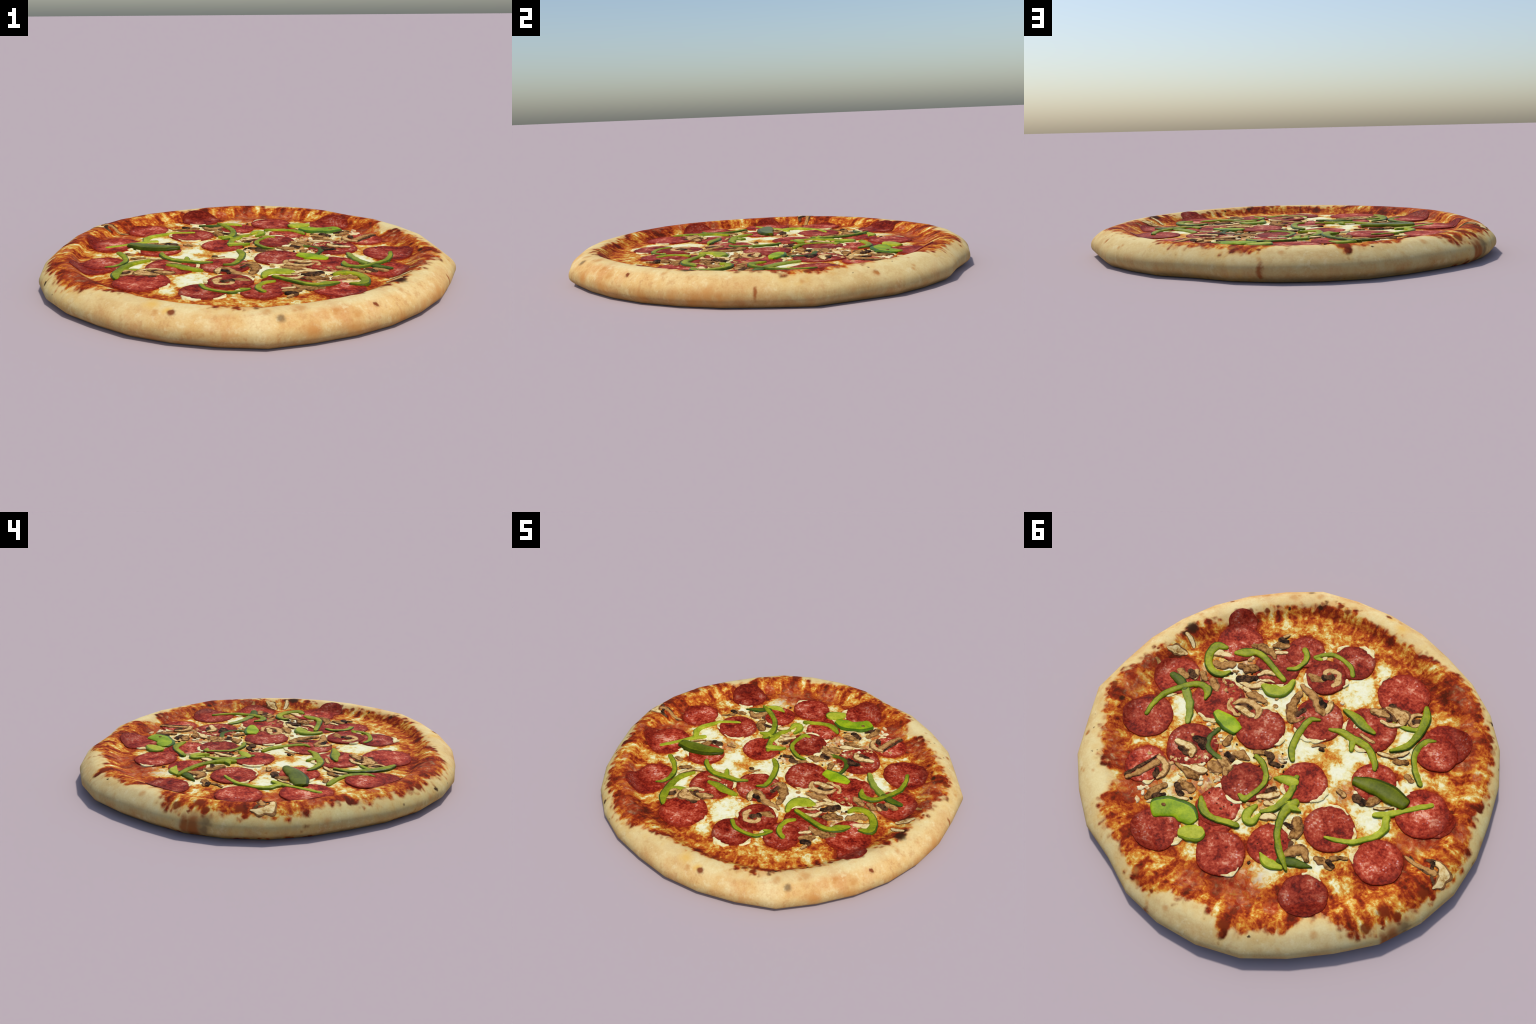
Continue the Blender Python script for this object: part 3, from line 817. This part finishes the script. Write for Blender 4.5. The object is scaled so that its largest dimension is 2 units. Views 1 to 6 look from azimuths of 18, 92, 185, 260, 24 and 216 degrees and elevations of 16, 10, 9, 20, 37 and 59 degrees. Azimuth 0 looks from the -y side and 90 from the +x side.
def polar_part(name, rings, pole=None, end_pole=None):
    """rings: list of functions th -> section parameter"""
    v, n, f = [], [], []
    if pole is not None:
        v.append(pole[0])
        n.append(pole[1])
    first = len(v)
    for ring in rings:
        for i in range(STEPS):
            th = TAU * i / STEPS
            p, q = dough(th, ring(th))
            v.append(p)
            n.append(q)
    for j in range(len(rings) - 1):
        for i in range(STEPS):
            a, b = first + j * STEPS + i, first + j * STEPS + (i + 1) % STEPS
            f.append((a, a + STEPS, b + STEPS, b))
    if pole is not None:
        f += [(0, first + i, first + (i + 1) % STEPS) for i in range(STEPS)]
    if end_pole is not None:
        base = len(v)
        s = first + (len(rings) - 1) * STEPS
        # underside, with its own edge so the bottom stays flat
        for i in range(STEPS):
            v.append(v[s + i])
            n.append((0, 0, -1))
        v.append(end_pole[0])
        n.append(end_pole[1])
        f += [(base + i, len(v) - 1, base + (i + 1) % STEPS) for i in range(STEPS)]
    return mesh_object(name, v, f, [bake_mat], root, normals=n)


edge_t = {}


def te(th):
    k = round(th, 6)
    if k not in edge_t:
        edge_t[k] = edge_param(th)
    return edge_t[k]


RC = 64
cheese = polar_part("cheese", [(lambda th, s=(j / RC): te(th) * s) for j in range(1, RC + 1)], pole=((0, 0, .095), (0, 0, 1)))
RD = 34
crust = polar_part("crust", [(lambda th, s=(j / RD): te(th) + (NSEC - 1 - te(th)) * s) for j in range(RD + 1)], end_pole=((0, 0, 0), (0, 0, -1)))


# --- pepperoni
pep_mat = pepperoni_material()


def slice_disc(x, y, rad, layer, seed):
    rings, seg = 9, 56
    lift = .0003 + .0019 * layer
    prof = [(.0, .0022), (.18, .0022), (.38, .0022), (.56, .0022), (.72, .0023), (.84, .0026), (.92, .0027), (.97, .0022), (1.0, .0010)]
    v, f = [], []
    cz = top_height(x, y) + lift

    def place(px, py, h):
        # drape over dough; a little waviness of its own
        wz = noise.noise(Vector((px * 16, py * 16, seed))) * .0012
        return (px - x, py - y, top_height(px, py) + lift + h + wz - cz)
    v.append(place(x, y, prof[0][1]))
    for s, h in prof[1:] + [(1.0, -.006 - lift)]:
        for i in range(seg):
            a = TAU * i / seg
            w = 1 + .075 * noise.noise(Vector((math.cos(a) * 1.3, math.sin(a) * 1.3, seed * 1.7))) + .030 * noise.noise(Vector((math.cos(a) * 4, math.sin(a) * 4, seed)))
            v.append(place(x + math.cos(a) * rad * s * w, y + math.sin(a) * rad * s * w, h))
    f += [(0, 1 + i, 1 + (i + 1) % seg) for i in range(seg)]
    for j in range(len(prof) - 1):
        for i in range(seg):
            a, b = 1 + j * seg + i, 1 + j * seg + (i + 1) % seg
            f.append((a, a + seg, b + seg, b))
    return mesh_object("pepperoni_slice", v, f, [pep_mat], root, loc=(x, y, cz))


for i, (x, y, rad, layer) in enumerate(PEPPERONI):
    slice_disc(x, y, rad, layer, i * 3.3 + 1)


# --- spined pieces (pepper strips, mushroom slices)
def spline(pts, per):
    P = [np.array(p, float) for p in pts]
    P = [2 * P[0] - P[1]] + P + [2 * P[-1] - P[-2]]
    out = []
    for i in range(1, len(P) - 2):
        p0, p1, p2, p3 = P[i - 1:i + 3]
        for s in range(per):
            t = s / per
            out.append(.5 * (2 * p1 + (p2 - p0) * t + (2 * p0 - 5 * p1 + 4 * p2 - p3) * t * t + (3 * p1 - p0 - 3 * p2 + p3) * t ** 3))
    out.append(P[-2])
    return np.array(out)


def spined(name, spine, lift, height, mats, seed, ragged=.06, skin_from=None, blunt=.5):
    """a strip lying on the pizza: spine of (x, y, width), arched section"""
    S = spline(spine, 7)
    if max(math.hypot(p[0], p[1]) for p in spine) > .80:
        lift, height = lift * .35, height * .5
    # rounded ends
    d0, d1 = S[0, :2] - S[1, :2], S[-1, :2] - S[-2, :2]
    d0, d1 = d0 / (np.linalg.norm(d0) + 1e-9), d1 / (np.linalg.norm(d1) + 1e-9)
    ends = [(.55, .80), (.90, .45), (1.0, .06)]
    head = [np.append(S[0, :2] + d0 * S[0, 2] * blunt * a, S[0, 2] * w) for a, w in reversed(ends)]
    tail = [np.append(S[-1, :2] + d1 * S[-1, 2] * blunt * a, S[-1, 2] * w) for a, w in ends]
    S = np.array(head + list(S) + tail)
    T = np.gradient(S[:, :2], axis=0)
    T /= np.linalg.norm(T, axis=1, keepdims=True) + 1e-9
    Nn = np.stack([-T[:, 1], T[:, 0]], 1)
    # which side of the bend is the outside
    turn = sum(T[i, 0] * T[i + 1, 1] - T[i, 1] * T[i + 1, 0] for i in range(len(T) - 1))
    outer = -1 if turn > 0 else 1
    cols = [(-1, -.5), (-1, .35), (-.90, .70), (-.66, .92), (-.33, 1.0), (0, 1.02), (.33, 1.0), (.66, .92), (.90, .70), (1, .35), (1, -.5)]
    cx, cy = S[:, 0].mean(), S[:, 1].mean()
    cz = top_height(cx, cy) + lift
    v, f, fm = [], [], []
    for i, (x, y, w) in enumerate(S):
        end = min(1.0, min(i, len(S) - 1 - i) / 3 + .35)
        for c, hz in cols:
            j = 1 + ragged * 2 * noise.noise(Vector((x * 40, y * 40, seed + (3 if c > 0 else 0))))
            px, py = x + Nn[i, 0] * c * w * .5 * j, y + Nn[i, 1] * c * w * .5 * j
            hh = height * hz * end if hz > 0 else -(lift + .003)
            if hz > .5 and height < .012:
                hh += height * .22 * noise.noise(Vector((px * 55, py * 55, seed)))
            v.append((px - cx, py - cy, top_height(px, py) + lift + hh - cz))
    n = len(cols)
    for i in range(len(S) - 1):
        for c in range(n - 1):
            a = i * n + c
            f.append((a, a + n, a + n + 1, a + 1))
            side = (cols[c][0] + cols[c + 1][0]) / 2 * outer
            fm.append(1 if (skin_from is not None and (side if skin_from > 0 else abs(side) + skin_from) > max(skin_from, 0)) else 0)
    f.append(tuple(range(n)))
    f.append(tuple((len(S) - 1) * n + c for c in reversed(range(n))))
    fm += [0, 0]
    return mesh_object(name, v, f, mats, root, loc=(cx, cy, cz), face_mat=fm)


GREEN = {
    "mid": (pepper_material("pepper_flesh_green", (168, 170, 32), (108, 122, 12)), pepper_material("pepper_skin_green", (88, 104, 12), (50, 68, 6), .4, .35)),
    "lime": (pepper_material("pepper_flesh_lime", (188, 190, 56), (140, 152, 22)), pepper_material("pepper_skin_lime", (130, 146, 20), (94, 116, 10), .4, .35)),
    "pale": (pepper_material("pepper_flesh_pale", (160, 168, 66), (116, 130, 36)), pepper_material("pepper_skin_pale", (112, 124, 34), (80, 98, 20), .4, .35)),
    "dark": (pepper_material("pepper_flesh_dark", (98, 112, 18), (58, 76, 8)), pepper_material("pepper_skin_dark", (54, 78, 8), (30, 48, 5), .4, .35)),
    "bright": (pepper_material("pepper_flesh_bright", (168, 186, 22), (112, 144, 6)), pepper_material("pepper_skin_bright", (86, 120, 6), (46, 76, 4), .4, .35)),
    "dark_big": (pepper_material("pepper_skin_gloss", (116, 124, 20), (78, 88, 8), .18, .28, 0.0), pepper_material("pepper_skin_deep", (72, 80, 8), (46, 54, 3), .18, .28, 0.0)),
}
for i, (tone, layer, spine) in enumerate(PEPPERS):
    wide = max(p[2] for p in spine)
    hgt = .013 if tone == "dark_big" else min(.0075, .17 * wide)
    spined("green_pepper_strip" if wide < .06 else "green_pepper_piece", spine, .0025 + .0022 * layer, hgt, GREEN[tone], i * 2.1,
           ragged=.13 if wide < .05 else .045, skin_from=.50 if tone != "dark_big" else .55, blunt=.12 if wide > .08 else .5)

MUSH = {
    "cap": mushroom_material("mushroom_cap_tan", (218, 178, 118), (184, 138, 80), (106, 66, 32)),
    "brown": mushroom_material("mushroom_brown", (190, 142, 84), (148, 102, 52), (80, 48, 22)),
    "cream": mushroom_material("mushroom_cream", (236, 212, 158), (214, 178, 114), (152, 104, 52)),
    "gill": mushroom_material("mushroom_gill_dark", (98, 66, 42), (44, 28, 18), (22, 14, 10)),
}
MUSH_EDGE = mushroom_material("mushroom_edge_brown", (150, 106, 64), (110, 72, 40), (60, 36, 20))
for i, (tone, layer, spine) in enumerate(MUSHROOMS):
    wide = max(p[2] for p in spine)
    gill = tone == "gill"
    spined("mushroom_gill" if gill else "mushroom_slice", spine, .0025 + .0020 * layer + (.0016 if gill else 0), .0016 if gill else min(.0028, .075 * wide),
           [MUSH[tone], MUSH_EDGE], 50 + i * 1.9, ragged=.34 if gill else .30, skin_from=None if gill else -.74)


# --- crumbs: small bits of cheese and chopped mushroom
def crumb_part(name, spots, mat, lo, hi, seed, top=.005):
    rng = random.Random(seed)
    v, f = [], []
    for x, y in spots:
        rad, a0, el = rng.uniform(lo, hi), rng.uniform(0, TAU), rng.uniform(.55, 1.0)
        z0 = top_height(x, y)
        b = len(v)
        seg = 9
        for s, h in ((1.0, -.002), (.93, top * .75), (.60, top)):
            for k in range(seg):
                a = TAU * k / seg
                w = rad * s * (1 + .8 * noise.noise(Vector((math.cos(a) * 2 + x * 30, math.sin(a) * 2, y * 30))))
                px, py = math.cos(a) * w, math.sin(a) * w * el
                v.append((x + px * math.cos(a0) - py * math.sin(a0), y + px * math.sin(a0) + py * math.cos(a0), z0 + h + rng.uniform(-.001, .001)))
        v.append((x, y, z0 + top))
        for j in range(2):
            for k in range(seg):
                p, q = b + j * seg + k, b + j * seg + (k + 1) % seg
                f.append((p, q, q + seg, p + seg))
        f += [(b + 2 * seg + k, b + 2 * seg + (k + 1) % seg, b + 3 * seg) for k in range(seg)]
    o = mesh_object(name, v, f, [mat], root)
    o["kind"] = "stuff"
    return o


rng = random.Random(3)


def scatter(n, zones):
    out = []
    while len(out) < n:
        x, y, s = rng.choice(zones)
        out.append((rng.gauss(x, s), rng.gauss(y, s)))
    return out


crumb_part("cheese_crumbs", CRUMBS, mushroom_material("cheese_crumb", (240, 228, 190), (228, 200, 148), (196, 130, 80)), .010, .020, 5)
MELT = mushroom_material("melted_cheese", (238, 228, 180), (228, 206, 142), (206, 142, 66))
crumb_part("mushroom_crumbs", scatter(120, [(.24, .24, .07), (.22, .30, .05), (.30, -.20, .08), (.40, .33, .06), (.45, -.20, .06), (-.02, .30, .05)]), MUSH["cap"], .006, .015, 6)
crumb_part("dark_crumbs", scatter(80, [(.24, .24, .08), (.30, -.20, .08), (.10, .38, .06), (.45, -.20, .06), (-.20, .44, .06), (.05, .10, .08)]), MUSH["gill"], .004, .009, 8)

# --- melted cheese creeping over the edges of the pepperoni
for x, y, rad, layer in PEPPERONI:
    for _ in range(2):
        a, span, k = rng.uniform(0, TAU), rng.uniform(.20, .55), rng.uniform(1.0, 1.07)
        path = [(x + math.cos(a + span * u) * rad * (k - .05 * u * u), y + math.sin(a + span * u) * rad * (k - .05 * u * u), w) for u, w in
                ((-1, rng.uniform(.006, .014)), (-.3, rng.uniform(.014, .030)), (.4, rng.uniform(.010, .026)), (1, rng.uniform(.005, .012)))]
        if max(math.hypot(p[0], p[1]) for p in path) < .72:
            spined("melted_cheese", path, .0012 + .0019 * layer, .0022, [MELT], rng.uniform(0, 99), ragged=.42)

# the browned hole in the large pepper piece
big = next(o for o in root.children if o.name.startswith("green_pepper_piece") and (o.location - Vector((.235, .557, o.location.z))).length < .06)
hole = spined("pepper_hole", [(.2936, .5603, .015), (.2976, .5603, .021), (.3016, .5603, .015)], .0112, .0028, [MUSH_EDGE, MUSH_EDGE], 3.3, ragged=.2, skin_from=-.74)
hole.parent = big
hole.location = hole.location - big.location
